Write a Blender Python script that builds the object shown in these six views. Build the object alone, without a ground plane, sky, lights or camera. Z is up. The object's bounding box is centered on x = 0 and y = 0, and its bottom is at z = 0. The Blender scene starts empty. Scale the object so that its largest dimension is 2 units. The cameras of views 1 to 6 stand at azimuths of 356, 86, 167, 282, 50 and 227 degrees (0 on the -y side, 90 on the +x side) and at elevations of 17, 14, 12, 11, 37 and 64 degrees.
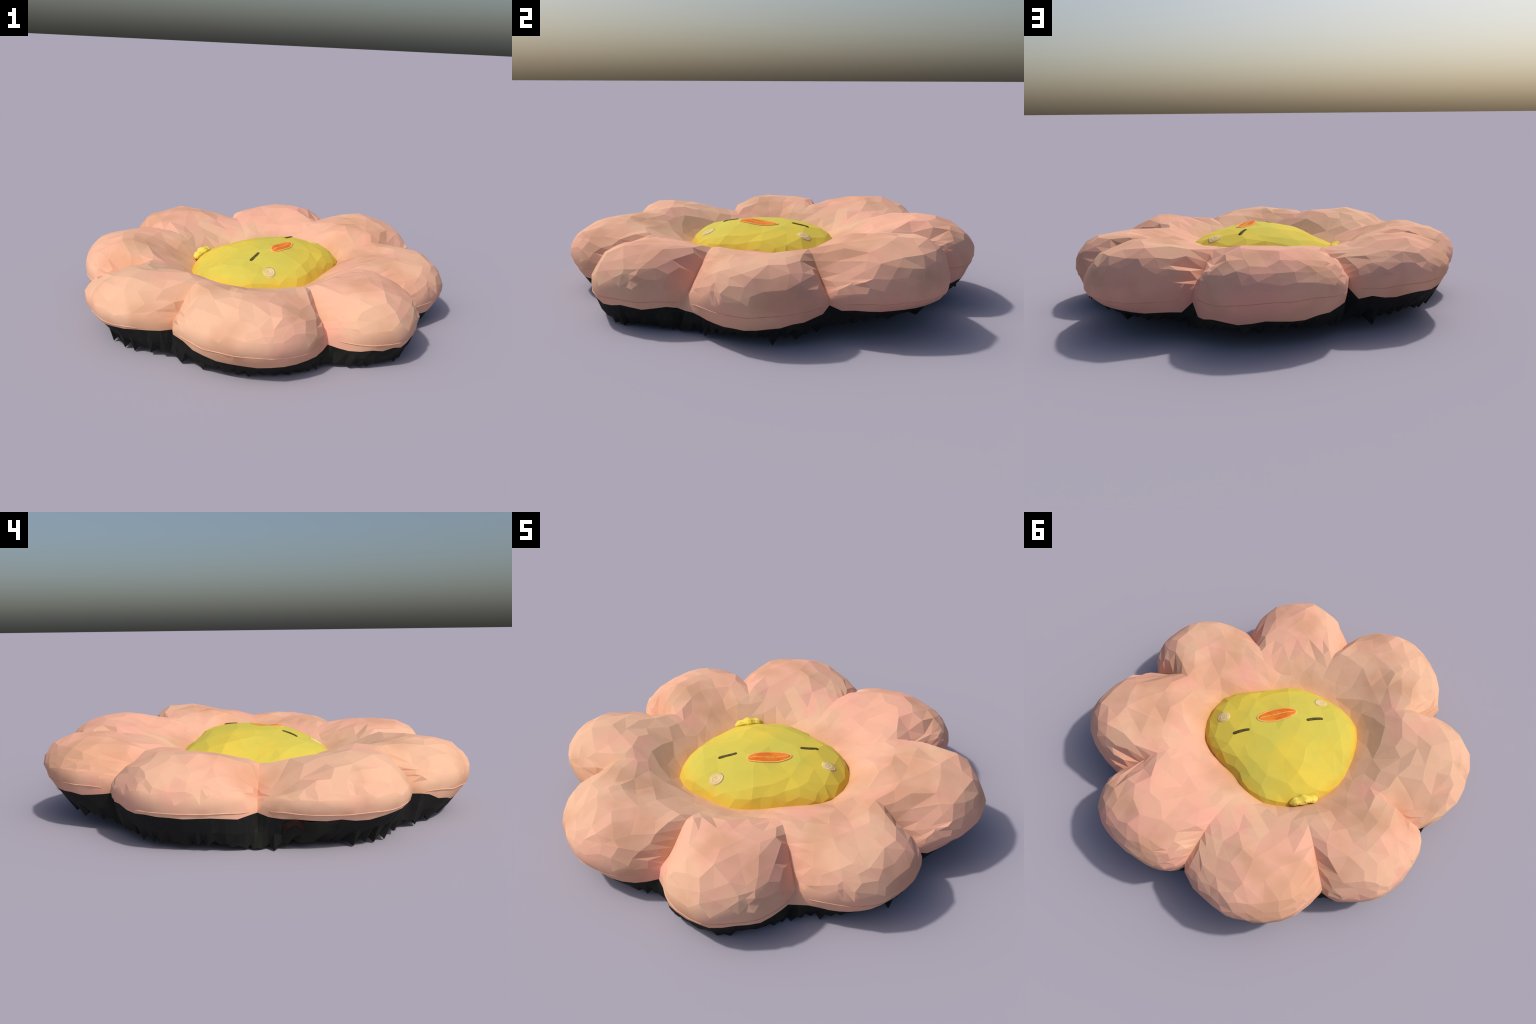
import bpy, math, random
import numpy as np
from mathutils import Vector, noise
from mathutils.geometry import delaunay_2d_cdt
from mathutils.bvhtree import BVHTree

random.seed(7)

# ------------------------------------------------------------------ helpers
def catmull(points, n):
    """Smooth curve through the control points, n samples evenly spaced by length."""
    P = np.array(points, float)
    P = np.vstack([2 * P[0] - P[1], P, 2 * P[-1] - P[-2]])
    out = []
    for i in range(1, len(P) - 2):
        p0, p1, p2, p3 = P[i - 1:i + 3]
        for t in np.linspace(0, 1, 24, endpoint=False):
            out.append(.5 * (2 * p1 + (p2 - p0) * t + (2 * p0 - 5 * p1 + 4 * p2 - p3) * t * t
                             + (3 * p1 - p0 - 3 * p2 + p3) * t ** 3))
    out.append(P[-2])
    out = np.array(out)
    d = np.r_[0, np.cumsum(np.linalg.norm(np.diff(out, axis=0), axis=1))]
    q = np.linspace(0, d[-1], n)
    return np.stack([np.interp(q, d, out[:, k]) for k in range(P.shape[1])], 1), d[-1]

def spline(xs, ys):
    """Smooth 1-D interpolation through (xs, ys)."""
    C, _ = catmull(list(zip(xs, ys)), 400)
    return lambda v: float(np.interp(v, C[:, 0], C[:, 1]))

def lump(p, scale, seed=0.0):
    return noise.noise(Vector((p[0] * scale + seed, p[1] * scale - seed, p[2] * scale + 3.1)))

def make_object(name, verts, faces, mat, parent, smooth=False):
    me = bpy.data.meshes.new(name)
    me.from_pydata([tuple(v) for v in verts], [], [tuple(f) for f in faces])
    me.validate()
    me.polygons.foreach_set('use_smooth', [smooth] * len(me.polygons))
    me.materials.append(mat)
    ob = bpy.data.objects.new(name, me)
    bpy.context.scene.collection.objects.link(ob)
    ob.parent = parent
    return ob

# ------------------------------------------------------------------ the plan of the cushion
# the rim of the round pocket the chick lies in: radius by angle (degrees)
RIM = [(41, .425), (20, .435), (-5, .385), (-35, .335), (-76, .36), (-98, .385), (-119, .41),
       (-146, .38), (-169, .372), (167, .365), (141, .365), (126, .37), (105, .345), (73, .35), (56, .385)]
ORDER = 6
_A = np.array([[1] + [f(k * math.radians(a)) for k in range(1, ORDER + 1) for f in (math.cos, math.sin)] for a, _ in RIM])
RIM_COEF = np.linalg.lstsq(np.vstack([_A, .03 * np.eye(2 * ORDER + 1)[1:]]),
                           np.r_[[r for _, r in RIM], np.zeros(2 * ORDER)], rcond=None)[0]

def rim_radius(th):
    r = RIM_COEF[0]
    for k in range(1, ORDER + 1):
        r += RIM_COEF[2 * k - 1] * math.cos(k * th) + RIM_COEF[2 * k] * math.sin(k * th)
    return r + .008 * lump((math.cos(th), math.sin(th), 0), 3.7, 6)

def rim_height(th):
    return .216 + .024 * math.cos(th - math.radians(35))

# notches between petals (outer end of each crease, x y) and the angle where the crease meets the rim
NOTCH = [(.695, -.372), (.838, .202), (.462, .742), (-.172, .83), (-.722, .418), (-.805, -.182), (-.43, -.725), (.252, -.752)]
CREASE_ANGLE = [-33, 12, 57, 100, 151, 196, 242, 288]
# petal outlines, counter-clockwise from the crease at -30 degrees
OUTLINE = [
    [(.775, -.325), (.884, -.25), (.955, -.147), (.965, -.024), (.95, .074), (.9, .155)],
    [(.878, .278), (.905, .392), (.90, .508), (.876, .604), (.82, .682), (.745, .732), (.628, .762), (.525, .758)],
    [(.452, .83), (.436, .88), (.384, .95), (.318, .986), (.2, 1.002), (.072, .995), (-.055, .965), (-.135, .905)],
    [(-.19, .848), (-.256, .87), (-.362, .875), (-.475, .852), (-.588, .795), (-.667, .718), (-.717, .63), (-.73, .51)],
    [(-.745, .42), (-.81, .395), (-.87, .33), (-.935, .232), (-.955, .11), (-.94, .01), (-.912, -.09), (-.855, -.16)],
    [(-.82, -.20), (-.85, -.276), (-.863, -.368), (-.85, -.475), (-.808, -.583), (-.74, -.675), (-.635, -.728), (-.55, -.745), (-.48, -.745)],
    [(-.425, -.79), (-.395, -.82), (-.333, -.893), (-.277, -.938), (-.156, -.985), (-.021, -.998), (.088, -.96), (.174, -.9), (.225, -.82)],
    [(.28, -.76), (.397, -.81), (.52, -.798), (.61, -.752), (.7, -.61), (.71, -.47), (.68, -.385)],
]
# crown height, height of the widest line, height of the hem, height where the dark underside starts (left, mid, right)
CROWN = [.348, .366, .380, .378, .349, .342, .345, .336]
WIDE = [.166, .192, .235, .238, .195, .185, .170, .158]
HEM = [.040, .088, .078, .066, .032, .025, .015, .018]
HEM_OUT = [.87, .80, .87, .82, .85, .78, .81, .89]
NOTCH_DARK = [.875, .845, .86, .84, .85, .845, .845, .865]     # where the black begins in each notch, along the profile
INNER = [1.0, .58, .85, .82, .82, 1.0, 1.1, 1.0]          # below 1: fuller slope down to the chick
HEM_NOTCH = [.012, .068, .068, .062, .045, .004, .035, .020]
DARK = [(.13, .075, .13), (.15, .125, .125), (.12, .112, .155), (.17, .155, .16), (.19, .145, .12),
        (.15, .125, .16), (.16, .078, .08), (.12, .10, .085)]
FOLD_START = [.56, .64, .71, .64, .61, .58, .69, .60]     # radius where each crease begins on the top
FOLD_TOP = [.310, .334, .352, .335, .318, .285, .300, .296]

# how far the skirt fills each notch, as a share of the way to it
NOTCH_FILL = [1.08, 1.03, 1.04, .93, .98, 1.03, .99, 1.05]
# swells and hollows of the stuffing: x, y, radius, rise
SWELL = [(.46, .35, .17, .042), (-.36, -.43, .15, .046), (.35, -.43, .13, .034), (-.45, .22, .13, .024), (-.60, .16, .10, .010),
         (-.22, .67, .09, -.045), (.64, -.23, .11, -.032), (.11, -.74, .10, -.038), (-.75, -.25, .10, -.050), (.37, .71, .09, -.045),
         (-.35, -.74, .07, -.030), (.80, .27, .07, -.03), (-.52, .73, .14, .020), (.06, .95, .16, .015), (.70, .58, .16, .020),
         (.67, .71, .08, .018), (.28, -.65, .09, -.040), (-.12, -.86, .13, -.014), (.79, -.16, .09, -.022), (.75, .21, .08, -.022),
         (-.67, -.26, .10, -.032), (-.81, -.09, .07, -.022), (-.80, -.33, .07, -.022), (.39, .63, .08, -.028), (.01, .70, .13, -.016),
         (-.17, .58, .08, -.012), (-.17, -.50, .12, .032), (-.39, -.47, .09, .014), (-.32, .34, .10, .018), (.30, -.25, .08, -.020),
         (.65, .70, .10, .014), (-.88, .24, .11, .014), (-.68, -.62, .12, .014), (-.45, .82, .12, .014), (-.71, -.41, .08, -.012), (.38, .55, .09, -.012)]

# profile from the rim over the crown to the hem: share of the way out, and height
V = [0, .1, .2, .3, .4, .5, .6, .7, .8, .9, 1]
P_OUT = spline(V, [0, .13, .28, .44, .60, .76, .89, .97, 1.0, .925, .83])
C_OUT = spline(V, [0, .15, .32, .48, .62, .74, .85, .94, 1.0, 1.03, 1.01])
P_SHAPE = spline(V, [0, .24, .53, .81, .97, .90, .67, .36, 0, -.56, -1])     # 0..1 above, -1 = hem

V_TAB = np.linspace(0, .8, 81)
C_TAB = [C_OUT(v) for v in V_TAB]
CURVES = []
for i in range(8):
    pts = [NOTCH[i]] + OUTLINE[i] + [NOTCH[(i + 1) % 8]]
    C, L = catmull(pts, 201)
    CURVES.append((C, L))

def petal_point(i, s, v):
    """Point of petal i; s = -1..1 from crease to crease, v = 0 rim .. 1 hem."""
    C, _ = CURVES[i]
    o = np.array([np.interp(s, np.linspace(-1, 1, 201), C[:, k]) for k in (0, 1)])
    a0 = CREASE_ANGLE[i]
    a1 = CREASE_ANGLE[i + 1] if i < 7 else CREASE_ANGLE[0] + 360
    th = math.radians(a0 + (a1 - a0) * (s + 1) / 2)
    r0 = rim_radius(th)
    b0 = np.array([r0 * math.cos(th), r0 * math.sin(th)])
    zr = rim_height(th)
    w = (1 - min(1, abs(s)) ** 2.2) ** .62
    j = (i + 1) % 8 if s > 0 else (i - 1) % 8
    c = (i + 1) % 8 if s > 0 else i                    # the crease on this side
    e = .5 * min(1, abs(s)) ** 2                      # values meet half-way at the crease
    mixn = lambda A: A[i] * (1 - e) + A[j] * e
    crown, wide = mixn(CROWN), mixn(WIDE)
    hem = HEM[i] + (HEM_NOTCH[c] - HEM[i]) * min(1, abs(s)) ** 2
    cout = C_OUT(v) if v < .8 else 1 + (NOTCH_FILL[c] - 1) * min(1, (v - .8) / .12)
    pout = P_OUT(v) if v < .8 else 1 - (1 - P_OUT(v)) * (1 - HEM_OUT[i]) / .17
    out = cout + (pout - cout) * w
    def petal_height(v):
        shape = P_SHAPE(v)
        if v < .4:                                     # inner slope starts at the rim
            return zr + (crown - zr) * max(0, shape) ** mixn(INNER)
        base = zr + (wide - zr) * min(1, (v - .4) / .4)
        return base + (crown - base) * shape if shape >= 0 else wide + (wide - hem) * shape
    zp = petal_height(v)
    nx, ny = NOTCH[c]
    tc = math.radians(CREASE_ANGLE[c])
    rn = math.hypot(nx, ny)
    r_c = rim_radius(tc)
    start = (FOLD_START[c] - r_c) / (rn - r_c)
    if v >= .8:
        zc = zp
    elif cout > start:
        t = (cout - start) / (1 - start)
        zc = FOLD_TOP[c] + (wide - FOLD_TOP[c]) * t ** 1.25
    else:
        t = cout / start                               # the fold fades out towards the chick
        zc = zp - (petal_height(float(np.interp(start, C_TAB, V_TAB))) - FOLD_TOP[c]) * t ** 2.5
    z = zc + (zp - zc) * w
    p = b0 + (o - b0) * out
    q = np.array([p[0], p[1], z])
    q[2] += min(1, v / .12) * max(0, min(1, (.82 - v) / .2)) * sum(
        h * math.exp(-((q[0] - x) ** 2 + (q[1] - y) ** 2) / (r * r * .72)) for x, y, r, h in SWELL)
    k = min(1, v / .15) * (1 if v < .8 else max(0, (1 - v) / .2))
    q[2] += k * (.012 * lump(q, 3.2, 4) + .006 * lump(q, 8, 1))
    side = .008 * lump(q, 7, 9) * k
    q[:2] += side * q[:2] / np.linalg.norm(q[:2])
    return q

# puckers where the cloth is gathered: petal, place across, from-to along the profile, depth, half width
PUCKER = [(0, -.46, .66, .86, .020, .020), (0, -.10, .74, .84, .010, .016), (7, .30, .60, .84, .018, .020), (7, .62, .70, .86, .014, .018),
          (4, .50, .60, .80, .012, .018), (4, .62, .62, .80, .013, .018), (4, .38, .64, .78, .009, .018), (4, -.2, .66, .78, .008, .02),
          (5, -.1, .60, .80, .010, .02), (5, -.52, .66, .82, .010, .02), (3, -.70, .55, .80, .010, .02), (2, .68, .52, .72, .012, .02),
          (2, -.72, .56, .78, .012, .02), (1, .70, .56, .78, .012, .02), (1, -.74, .6, .82, .016, .02), (6, -.15, .30, .48, .010, .025),
          (6, .2, .70, .84, .008, .02), (3, .66, .56, .8, .012, .02), (7, -.74, .6, .8, .012, .02), (6, -.78, .56, .8, .012, .02)]

def pucker(i, s, v):
    d = 0.0
    for k, ps, v0, v1, depth, half in PUCKER:
        if k == i:
            a = (s - ps) * width_at(i, v) / 2
            along = (v - (v0 + v1) / 2) / ((v1 - v0) / 2)
            if abs(along) < 1:
                d += .55 * depth * (1 - along ** 2) * (math.exp(-(a / half) ** 2) - .45 * math.exp(-((a - 1.9 * half) / half) ** 2))
    return d

def width_at(i, v):
    L = CURVES[i][1]
    return .30 + (L - .30) * min(1, v / .8) ** .9

def dark_v(i, s):
    """Where the pink stops and the dark underside starts."""
    l, m, r = DARK[i]
    j, h = (i + 1) % 8, (i - 1) % 8
    l = (l + DARK[h][2]) / 2
    r = (r + DARK[j][0]) / 2
    z = .010 * lump((i * 3 + s * 2, s, 0), 2.3, 5) + .011 * lump((i * 3 + s * 2, s, 4), 5.5, 2) + (m + (r - m) * max(0, s) ** 1.6 + (l - m) * max(0, -s) ** 1.6)
    for v in np.linspace(.8, 1, 41):
        if petal_point(i, s, v)[2] <= z:
            return min(v, .965)
    return .965

# ------------------------------------------------------------------ materials
def new_mat(name):
    m = bpy.data.materials.new(name)
    m.use_nodes = True
    nt = m.node_tree
    bs = nt.nodes['Principled BSDF']
    return m, nt, bs

class N:
    def __init__(self, nt):
        self.nt = nt
    def add(self, kind, **kw):
        n = self.nt.nodes.new(kind)
        for k, v in kw.items():
            setattr(n, k, v)
        return n
    def link(self, a, b):
        if hasattr(a, 'is_output'):
            self.nt.links.new(a, b)
        else:
            b.default_value = a
    def math(self, op, a, b=0.0, c=0.0, clamp=False):
        n = self.add('ShaderNodeMath', operation=op, use_clamp=clamp)
        for s, x in zip(n.inputs, (a, b, c)):
            self.link(x, s)
        return n.outputs[0]
    def mix(self, f, a, b, blend='MIX'):
        n = self.add('ShaderNodeMix', data_type='RGBA', blend_type=blend)
        self.link(f, n.inputs[0])
        for x, s in ((a, n.inputs[6]), (b, n.inputs[7])):
            self.link(x if hasattr(x, 'is_output') else (*x, 1), s)
        return n.outputs[2]
    def noise(self, scale, detail=3, rough=.5, seed=0.0):
        tc = self.add('ShaderNodeTexCoord')
        mp = self.add('ShaderNodeMapping')
        mp.inputs['Location'].default_value = (seed, seed * .7, -seed)
        self.nt.links.new(tc.outputs['Object'], mp.inputs[0])
        n = self.add('ShaderNodeTexNoise')
        n.inputs['Scale'].default_value = scale
        n.inputs['Detail'].default_value = detail
        n.inputs['Roughness'].default_value = rough
        self.nt.links.new(mp.outputs[0], n.inputs['Vector'])
        return n.outputs['Fac']
    def ramp(self, x, lo, hi):
        n = self.add('ShaderNodeMapRange', interpolation_type='SMOOTHSTEP')
        self.link(x, n.inputs[0])
        n.inputs[1].default_value, n.inputs[2].default_value = lo, hi
        return n.outputs[0]
    def rim_distance(self):
        """Distance outward from the pocket rim, from the object position."""
        tc = self.add('ShaderNodeTexCoord')
        sp = self.add('ShaderNodeSeparateXYZ')
        self.nt.links.new(tc.outputs['Object'], sp.inputs[0])
        x, y = sp.outputs[0], sp.outputs[1]
        th = self.math('ARCTAN2', y, x)
        r = self.math('SQRT', self.math('MULTIPLY_ADD', x, x, self.math('MULTIPLY', y, y)))
        acc = float(RIM_COEF[0])
        for k in range(1, ORDER + 1):
            kt = self.math('MULTIPLY', th, float(k))
            acc = self.math('MULTIPLY_ADD', self.math('COSINE', kt), float(RIM_COEF[2 * k - 1]), acc)
            acc = self.math('MULTIPLY_ADD', self.math('SINE', kt), float(RIM_COEF[2 * k]), acc)
        return self.math('SUBTRACT', r, acc)

def fabric(name):
    m, nt, bs = new_mat(name)
    bs.inputs['Roughness'].default_value = .9
    bs.inputs['Specular IOR Level'].default_value = .15
    return m, N(nt), bs

PINK = (.80, .42, .295)
PEACH = (.76, .455, .30)
ROSE = (.80, .375, .29)
def petal_material():
    m, g, bs = fabric('pink_plush')
    tc = g.add('ShaderNodeTexCoord')
    sp = g.add('ShaderNodeSeparateXYZ')
    g.nt.links.new(tc.outputs['Object'], sp.inputs[0])
    side = g.math('MULTIPLY', g.math('ADD', sp.outputs[0], sp.outputs[1]), .075)     # one half of the cloth is rosier
    c = g.mix(g.ramp(g.math('ADD', g.noise(2.6, 3, .55, 1.3), side), .38, .62), PEACH, PINK)
    c = g.mix(g.math('MULTIPLY', g.ramp(g.math('ADD', g.noise(4.5, 3, .5, 5.1), side), .5, .72), .75), c, ROSE)
    c = g.mix(g.math('MULTIPLY', g.ramp(g.noise(3.6, 2.5, .5, 8.0), .47, .68), .62), c, (.60, .315, .185))
    c = g.mix(g.math('MULTIPLY', g.ramp(g.noise(15, 4, .6, 3.0), .52, .75), .3), c, (.62, .40, .25))
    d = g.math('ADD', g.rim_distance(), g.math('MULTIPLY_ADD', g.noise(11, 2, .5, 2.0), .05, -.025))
    bounce_tint = g.math('SUBTRACT', 1.0, g.ramp(d, .0, .07))  # yellow bounce light from the chick, painted into the pink near the rim
    c = g.mix(g.math('MULTIPLY', bounce_tint, .28), c, (.80, .42, .16))
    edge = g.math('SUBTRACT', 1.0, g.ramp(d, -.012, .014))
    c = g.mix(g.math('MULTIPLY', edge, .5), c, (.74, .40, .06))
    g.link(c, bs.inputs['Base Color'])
    b = g.add('ShaderNodeBump')
    b.inputs['Strength'].default_value = .12
    b.inputs['Distance'].default_value = .01
    g.link(g.noise(26, 3, .55, 3.0), b.inputs['Height'])
    g.link(b.outputs[0], bs.inputs['Normal'])
    return m

def chick_material():
    m, g, bs = fabric('yellow_plush')
    c = g.mix(g.ramp(g.noise(3.2, 2, .5, 2.0), .35, .65), (.62, .53, .085), (.74, .565, .075))
    c = g.mix(g.math('MULTIPLY', g.ramp(g.noise(12, 4, .6, 6.0), .5, .8), .3), c, (.52, .47, .07))
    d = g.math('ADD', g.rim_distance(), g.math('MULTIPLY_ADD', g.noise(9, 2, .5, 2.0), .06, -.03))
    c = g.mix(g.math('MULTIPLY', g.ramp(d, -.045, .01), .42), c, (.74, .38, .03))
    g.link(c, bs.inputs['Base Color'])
    return m

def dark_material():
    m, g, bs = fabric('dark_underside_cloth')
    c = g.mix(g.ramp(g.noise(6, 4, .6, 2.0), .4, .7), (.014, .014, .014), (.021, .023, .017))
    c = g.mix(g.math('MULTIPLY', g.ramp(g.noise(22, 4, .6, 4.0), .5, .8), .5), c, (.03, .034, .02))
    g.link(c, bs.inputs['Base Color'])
    return m

def plain(name, a, b, scale):
    m, g, bs = fabric(name)
    g.link(g.mix(g.ramp(g.noise(scale, 3, .6, 1.0), .35, .65), a, b), bs.inputs['Base Color'])
    return m

PETAL = petal_material()
CHICK = chick_material()
DARKM = dark_material()
ORANGE = plain('orange_beak_cloth', (.75, .155, .015), (.82, .24, .03), 24)
TRIM = plain('beak_stitching', (.86, .50, .15), (.82, .40, .09), 40)
EYE = plain('dark_eye_stitching', (.065, .052, .016), (.13, .10, .028), 60)
CREAM = plain('cream_cheek_cloth', (.66, .50, .17), (.74, .55, .26), 30)
SEAM = plain('seam_cloth', (.70, .38, .265), (.76, .44, .30), 30)
SWIRL = plain('swirl_stitching', (.86, .68, .46), (.80, .60, .38), 40)
TUFT = plain('tuft_plush', (.80, .62, .075), (.86, .70, .14), 18)

# ------------------------------------------------------------------ root
root = bpy.data.objects.new('flower_cushion', None)
bpy.context.scene.collection.objects.link(root)
root['label'] = 'pink flower-shaped plush cushion with sleepy yellow chick face'
root['category'] = 'cushion'

# ------------------------------------------------------------------ petals
def scatter(inside, lo, hi, gap, border, tries=6000):
    """Irregular points, no two closer than gap(p)."""
    pts = [np.array(b) for b in border]
    nb = len(pts)
    for _ in range(tries):
        p = np.array([random.uniform(lo[0], hi[0]), random.uniform(lo[1], hi[1])])
        if not inside(p):
            continue
        g = gap(p)
        A = np.array(pts)
        dd = np.hypot(A[:, 0] - p[0], A[:, 1] - p[1])
        if dd[:nb].min() > g * .62 and (len(pts) == nb or dd[nb:].min() > g):
            pts.append(p)
    return pts[nb:]

PROFILE_LEN = .95                                     # metres along the profile, rim to hem
crease_v = [0, .07, .14, .21, .29, .36, .42, .48, .54, .60, .66, .72, .78, .84, .89]
inner_s = np.linspace(-1, 1, 6)
hem_rows = []
SEAMS = []
for i in range(8):
    # border of the pink part in the flat domain (s, v)
    left = [(-1.0, v) for v in crease_v if v < NOTCH_DARK[i] - .03]
    right = [(1.0, v) for v in crease_v if v < NOTCH_DARK[(i + 1) % 8] - .03]
    dark_s = np.linspace(-1, 1, 16)
    low = [(float(s), dark_v(i, s)) for s in dark_s]
    low[0] = (-1.0, NOTCH_DARK[i]); low[-1] = (1.0, NOTCH_DARK[(i + 1) % 8])
    loop = left + low + right[::-1]
    loop += [(float(s), 0.0) for s in inner_s[::-1][1:-1]]
    flat = lambda s, v: np.array([s * width_at(i, v) / 2, v * PROFILE_LEN])
    border = [flat(*q) for q in loop]
    def unflat(p):
        v = p[1] / PROFILE_LEN
        return 2 * p[0] / width_at(i, v), v
    def inside(p):
        s, v = unflat(p)
        return abs(s) < .985 and .02 < v < np.interp(s, dark_s, [q[1] for q in low]) - .012
    gap = lambda p: .066 if p[1] < .55 else .05
    W = max(width_at(i, 1), .3)
    nfix = len(border)
    for k, ps, v0, v1, depth, half in PUCKER:
        if k == i:
            for t in np.linspace(0, 1, 4):
                v = v0 + (v1 - v0) * t
                for off in ((0,) if t in (0, 1) else (-1.2, 0, 1.9)):
                    q = flat(ps + off * half * 2 / width_at(i, v), v)
                    if inside(q):
                        border.append(q)
    pts = scatter(inside, (-W / 2, 0), (W / 2, PROFILE_LEN), gap, border)
    # a row hugging each crease keeps the folds sharp
    vs2 = [Vector(q) for q in border] + [Vector(q) for q in pts]
    n = nfix
    res = delaunay_2d_cdt(vs2, [(k, (k + 1) % n) for k in range(n)], [], 1, 1e-6)
    verts = []
    jit = random.Random(100 + i)
    for q in res[0]:
        s, v = unflat(q)
        s = max(-1, min(1, s))
        P = petal_point(i, s, v)
        if abs(s) < .97 and .03 < v < .88:
            P[2] += jit.uniform(-.0075, .0075) * (1 if v < .62 else .6)
            rad = P[:2] / np.linalg.norm(P[:2])
            up = max(0.0, min(1.0, (.7 - v) / .25))
            P -= pucker(i, s, v) * np.array([rad[0] * (1 - up), rad[1] * (1 - up), up])
        verts.append(P)
    faces = [f[::-1] for f in res[2]]
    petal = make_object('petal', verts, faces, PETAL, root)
    vv = [q[1] / PROFILE_LEN for q in res[0]]
    petal.data.polygons.foreach_set('use_smooth', [sum(vv[k] for k in f) / len(f) > .75 for f in faces])
    skin = BVHTree.FromPolygons([Vector(v) for v in verts], [tuple(f) for f in faces])
    seam_paths = []
    for s in np.linspace(-.86, .86, 60):
        v = .838 + .006 * lump((s * 2, i, 0), 1.7, 2)
        if v > np.interp(s, dark_s, [q[1] for q in low]) - .012:
            continue
        P = petal_point(i, s, v)
        d = Vector((P[0], P[1], 0)).normalized()
        hit = skin.ray_cast(Vector((P[0], P[1], P[2])) + d * .12, -d)
        if hit[0]:
            seam_paths.append(np.array(hit[0]))
    if len(seam_paths) > 8:
        SEAMS.append((petal, seam_paths))
    hem_rows.append([(s, v) for s, v in low])

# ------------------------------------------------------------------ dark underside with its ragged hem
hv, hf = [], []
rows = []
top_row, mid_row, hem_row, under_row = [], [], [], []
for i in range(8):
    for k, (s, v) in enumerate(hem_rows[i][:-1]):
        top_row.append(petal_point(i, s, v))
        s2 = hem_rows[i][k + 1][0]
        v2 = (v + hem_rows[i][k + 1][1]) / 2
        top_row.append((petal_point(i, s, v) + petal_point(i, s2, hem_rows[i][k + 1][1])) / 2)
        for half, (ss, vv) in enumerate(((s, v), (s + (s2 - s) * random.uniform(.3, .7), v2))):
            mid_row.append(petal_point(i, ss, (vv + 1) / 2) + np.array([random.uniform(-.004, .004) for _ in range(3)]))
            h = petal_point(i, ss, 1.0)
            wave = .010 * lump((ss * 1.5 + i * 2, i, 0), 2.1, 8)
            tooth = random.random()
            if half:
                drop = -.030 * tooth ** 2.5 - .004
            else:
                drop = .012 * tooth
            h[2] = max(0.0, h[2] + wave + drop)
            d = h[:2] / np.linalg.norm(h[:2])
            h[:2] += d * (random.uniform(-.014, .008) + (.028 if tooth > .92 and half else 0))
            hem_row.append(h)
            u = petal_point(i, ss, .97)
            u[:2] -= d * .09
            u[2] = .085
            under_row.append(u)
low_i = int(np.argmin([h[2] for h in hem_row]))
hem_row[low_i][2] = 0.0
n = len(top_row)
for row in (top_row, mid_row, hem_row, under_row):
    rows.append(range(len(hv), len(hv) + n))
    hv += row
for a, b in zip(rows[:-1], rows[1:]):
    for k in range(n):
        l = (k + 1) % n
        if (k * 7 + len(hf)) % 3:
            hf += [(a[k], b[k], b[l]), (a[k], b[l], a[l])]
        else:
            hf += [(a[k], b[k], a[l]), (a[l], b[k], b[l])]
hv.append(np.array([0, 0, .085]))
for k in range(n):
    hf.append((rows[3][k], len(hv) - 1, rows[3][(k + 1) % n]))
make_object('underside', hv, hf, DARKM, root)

# small arched dark-brown plate, slightly raised, in place of the hole above the hem
TEAR_DARK = plain('tear_dark_brown', (.022, .010, .007), (.035, .016, .010), 30)
tv, tf = [], []
TEAR = [(-.72, .885, .050), (-.68, .872, .030), (-.62, .862, .020), (-.56, .868, .026), (-.52, .885, .050)]
for s, v, h in TEAR:
    for vv in (v, v + h):
        P = petal_point(5, s, vv)
        d = np.array([P[0], P[1], -.25 * np.linalg.norm(P[:2])])
        d /= np.linalg.norm(d)
        tv += [P - d * .02, P + d * .005]
for k in range(len(TEAR) - 1):
    a, b = 4 * k, 4 * (k + 1)
    tf += [(a + 1, a + 3, b + 3, b + 1), (a, b, b + 2, a + 2), (a, a + 1, b + 1, b), (a + 2, b + 2, b + 3, a + 3)]
tf += [(0, 2, 3, 1), (4 * len(TEAR) - 4, 4 * len(TEAR) - 3, 4 * len(TEAR) - 1, 4 * len(TEAR) - 2)]
make_object('tear', tv, tf, TEAR_DARK, root)

# ------------------------------------------------------------------ chick
def chick_point(x, y):
    th = math.atan2(y, x)
    rho = min(1, math.hypot(x, y) / rim_radius(th))
    zr = rim_height(th)
    z = zr + (.360 - zr) * (1 - rho ** 2) ** .58
    z += (.012 * lump((x, y, 0), 5, 2) + .006 * lump((x, y, 0), 11, 7)) * (1 - rho ** 6)
    back = min(1, max(0, (-.85 * x + .5 * y - .05) / .28))      # the crown of the head lies lower
    z -= .036 * back * back * (3 - 2 * back) * (1 - rho ** 5)
    for px, py, pr, ph in ((-.06, -.04, .2, -.016), (.19, .28, .1, .016), (-.32, -.07, .1, -.02)):
        z += ph * math.exp(-((x - px) ** 2 + (y - py) ** 2) / pr ** 2)
    return np.array([x, y, z])

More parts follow.
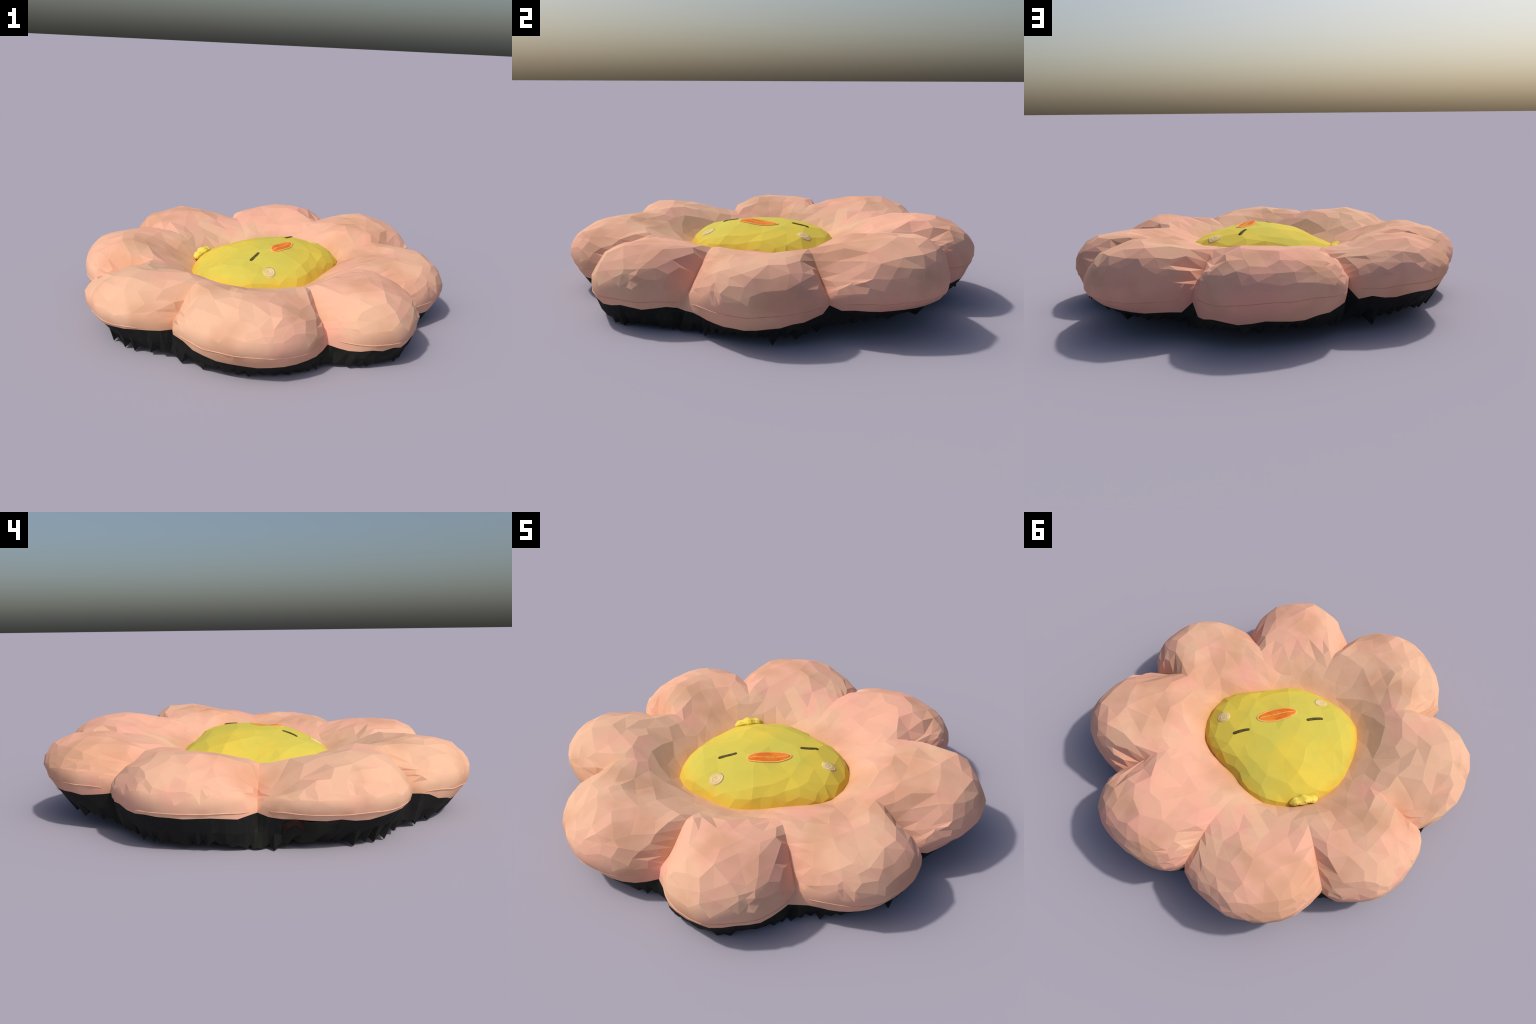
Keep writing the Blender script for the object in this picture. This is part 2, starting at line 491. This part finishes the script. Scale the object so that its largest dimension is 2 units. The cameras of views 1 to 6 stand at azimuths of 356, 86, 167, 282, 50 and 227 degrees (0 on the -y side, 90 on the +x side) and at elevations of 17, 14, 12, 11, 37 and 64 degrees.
ring = []
for i in range(8):
    a0, a1 = CREASE_ANGLE[i], (CREASE_ANGLE[i + 1] if i < 7 else CREASE_ANGLE[0] + 360)
    for s in inner_s[:-1]:
        ring.append(math.radians(a0 + (a1 - a0) * (s + 1) / 2))
D = .50                                               # flattened radius of the dome
border = [np.array([D * math.cos(t), D * math.sin(t)]) for t in ring]
pts = scatter(lambda p: math.hypot(*p) < D - .015, (-D, -D), (D, D),
              lambda p: .075 if math.hypot(*p) < .36 else .06, border)
vs2 = [Vector(q) for q in border + pts]
nb = len(border)
res = delaunay_2d_cdt(vs2, [(k, (k + 1) % nb) for k in range(nb)], [], 1, 1e-6)
cv = []
jit = random.Random(5)
for q in res[0]:
    t = min(1, math.hypot(*q) / D)
    th = math.atan2(q[1], q[0])
    r = rim_radius(th) * (1 - (1 - t) ** 1.35 if t > 0 else 0)
    P = chick_point(r * math.cos(th), r * math.sin(th))
    if t > .999:
        P = np.array([rim_radius(th) * math.cos(th), rim_radius(th) * math.sin(th), rim_height(th)])
    else:
        P[2] += jit.uniform(-.004, .004)
    cv.append(P)
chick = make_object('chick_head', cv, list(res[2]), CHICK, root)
bvh = BVHTree.FromPolygons([Vector(v) for v in cv], [tuple(f) for f in res[2]])

def on_face(x, y, lift=0.0):
    hit = bvh.ray_cast(Vector((x, y, 1)), Vector((0, 0, -1)))
    z = hit[0].z if hit[0] else chick_point(x, y)[2]
    return np.array([x, y, z + lift])

FACE_X = np.array([.204, .337]) / math.hypot(.204, .337)     # along the line of the eyes
FACE_Y = np.array([-FACE_X[1], FACE_X[0]])                   # towards the tuft

def face_xy(centre, u, w):
    return np.array(centre) + FACE_X * u + FACE_Y * w

def pad(name, centre, a, b, turn, height, mat, parent, rings=6, seg=40, shape=None):
    """Low padded patch lying on the chick: ellipse a x b, rounded edge, own side wall."""
    ca, sa = math.cos(turn), math.sin(turn)
    vs, fs = [], []
    def put(u, w, lift):
        x, y = face_xy(centre, u * ca - w * sa, u * sa + w * ca)
        vs.append(on_face(x, y, lift))
    put(0, 0, height)
    for r in range(1, rings + 2):
        f = min(1, r / rings)
        lift = height * math.sqrt(max(0, 1 - f ** 4)) + .0012 if r <= rings else -.006
        for k in range(seg):
            t = 2 * math.pi * k / seg
            q = shape(t) if shape else (math.cos(t), math.sin(t))
            put(a * f * q[0], b * f * q[1], lift)
    for k in range(seg):
        fs.append((0, 1 + k, 1 + (k + 1) % seg))
    for r in range(rings):
        o, p = 1 + r * seg, 1 + (r + 1) * seg
        for k in range(seg):
            l = (k + 1) % seg
            fs.append((o + k, p + k, p + l, o + l))
    return make_object(name, vs, fs, mat, parent, smooth=True)

def cord(name, path, radius, mat, parent, closed=False, taper=True, sides=8, lift=0.0, flat=True):
    """Thread lying on the chick along a list of plan points."""
    P = [on_face(x, y, lift) for x, y in path] if flat else path
    n = len(P)
    vs, fs = [], []
    for k in range(n):
        a = P[(k - 1) % n] if closed or k > 0 else P[k]
        b = P[(k + 1) % n] if closed or k < n - 1 else P[k]
        d = Vector(b - a).normalized()
        side = d.cross(Vector((0, 0, 1))).normalized()
        up = side.cross(d)
        e = 1.0
        if taper and not closed:
            e = max(.25, min(1, 8 * min(k, n - 1 - k) / n + .5))
        for j in range(sides):
            t = 2 * math.pi * j / sides
            vs.append(Vector(P[k]) + (side * math.cos(t) * radius + up * math.sin(t) * radius * .6) * e)
    for k in range(n if closed else n - 1):
        l = (k + 1) % n
        for j in range(sides):
            m = (j + 1) % sides
            fs.append((k * sides + j, k * sides + m, l * sides + m, l * sides + j))
    if not closed:
        fs.append(tuple(range(sides))[::-1])
        fs.append(tuple((n - 1) * sides + j for j in range(sides)))
    return make_object(name, vs, fs, mat, parent, smooth=True)

# beak: a lens, pointed a little at both ends, with a stitched edge and a stitched mouth line
BEAK = (.099, -.042)
def lens(t):
    c, s = math.cos(t), math.sin(t)
    return c, s * (1 - .05 * c * c)
beak = pad('beak', BEAK, .104, .036, 0, .002, ORANGE, chick, shape=lens)
cord('beak_edging', [face_xy(BEAK, .104 * lens(t)[0], .036 * lens(t)[1]) for t in np.linspace(0, 2 * math.pi, 48, endpoint=False)],
     .0052, TRIM, chick, closed=True, lift=.0005)
cord('mouth_line', [face_xy(BEAK, u, -.003 + .006 * (u / .1) ** 2) for u in np.linspace(-.095, .095, 24)],
     .0035, TRIM, chick, lift=.0015)

# closed eyes: short dark stitched bars
for c, turn in (((-.050, -.178), .0), ((.154, .159), .0)):
    path = []
    for u in np.linspace(-.045, .045, 16):
        path.append(face_xy(c, u, math.tan(turn) * u + .004 * (u / .047) ** 2 - .002))
    cord('eye', path, .0092, EYE, chick, lift=-.0015)

# cheeks: cream patches with a spiral
for c in ((.018, -.293), (.293, .162)):
    cheek = pad('cheek', c, .034, .032, 0, .0012, CREAM, chick, rings=4, seg=28)
    path = []
    for k in range(46):
        t = k / 45
        a = 2 * math.pi * 1.9 * t + 1
        path.append(face_xy(c, (.003 + .027 * t) * math.cos(a), (.003 + .025 * t) * math.sin(a)))
    cord('cheek_swirl', path, .0034, SWIRL, chick, lift=.0008)

# tuft of hair: three soft lobes at the top of the head
tv, tf = [], []
TC = np.array([-.322, .160, .232])
seg, rg = 9, 13
for a in range(rg + 1):
    t = a / rg
    x = -.075 + .15 * t
    fat = math.sin(math.pi * min(1, max(0, t * .98 + .01))) ** .45 * (.022 + .003 * abs(math.cos(3 * math.pi * (t - .5))))
    fat = max(fat, .002)
    ax = TC + np.array([FACE_X[0], FACE_X[1], 0]) * x + np.array([0, 0, .012 * math.sin(math.pi * t) + .06 * x * 1.2])
    for k in range(seg):
        q = 2 * math.pi * k / seg
        o = np.array([FACE_Y[0], FACE_Y[1], 0]) * math.cos(q) * fat * 1.05 + np.array([0, 0, 1]) * math.sin(q) * fat
        tv.append(ax + o * (1 + .55 * lump(ax + o, 30)))
for a in range(rg):
    for k in range(seg):
        l = (k + 1) % seg
        tf.append((a * seg + k, a * seg + l, (a + 1) * seg + l, (a + 1) * seg + k))
tf.append(tuple(range(seg)))
tf.append(tuple(rg * seg + k for k in range(seg))[::-1])
make_object('tuft', tv, tf, TUFT, chick)

# ------------------------------------------------------------------ stitched seam round each petal
for petal, path in SEAMS:
    cord('seam', path, .0032, SEAM, petal, flat=False)
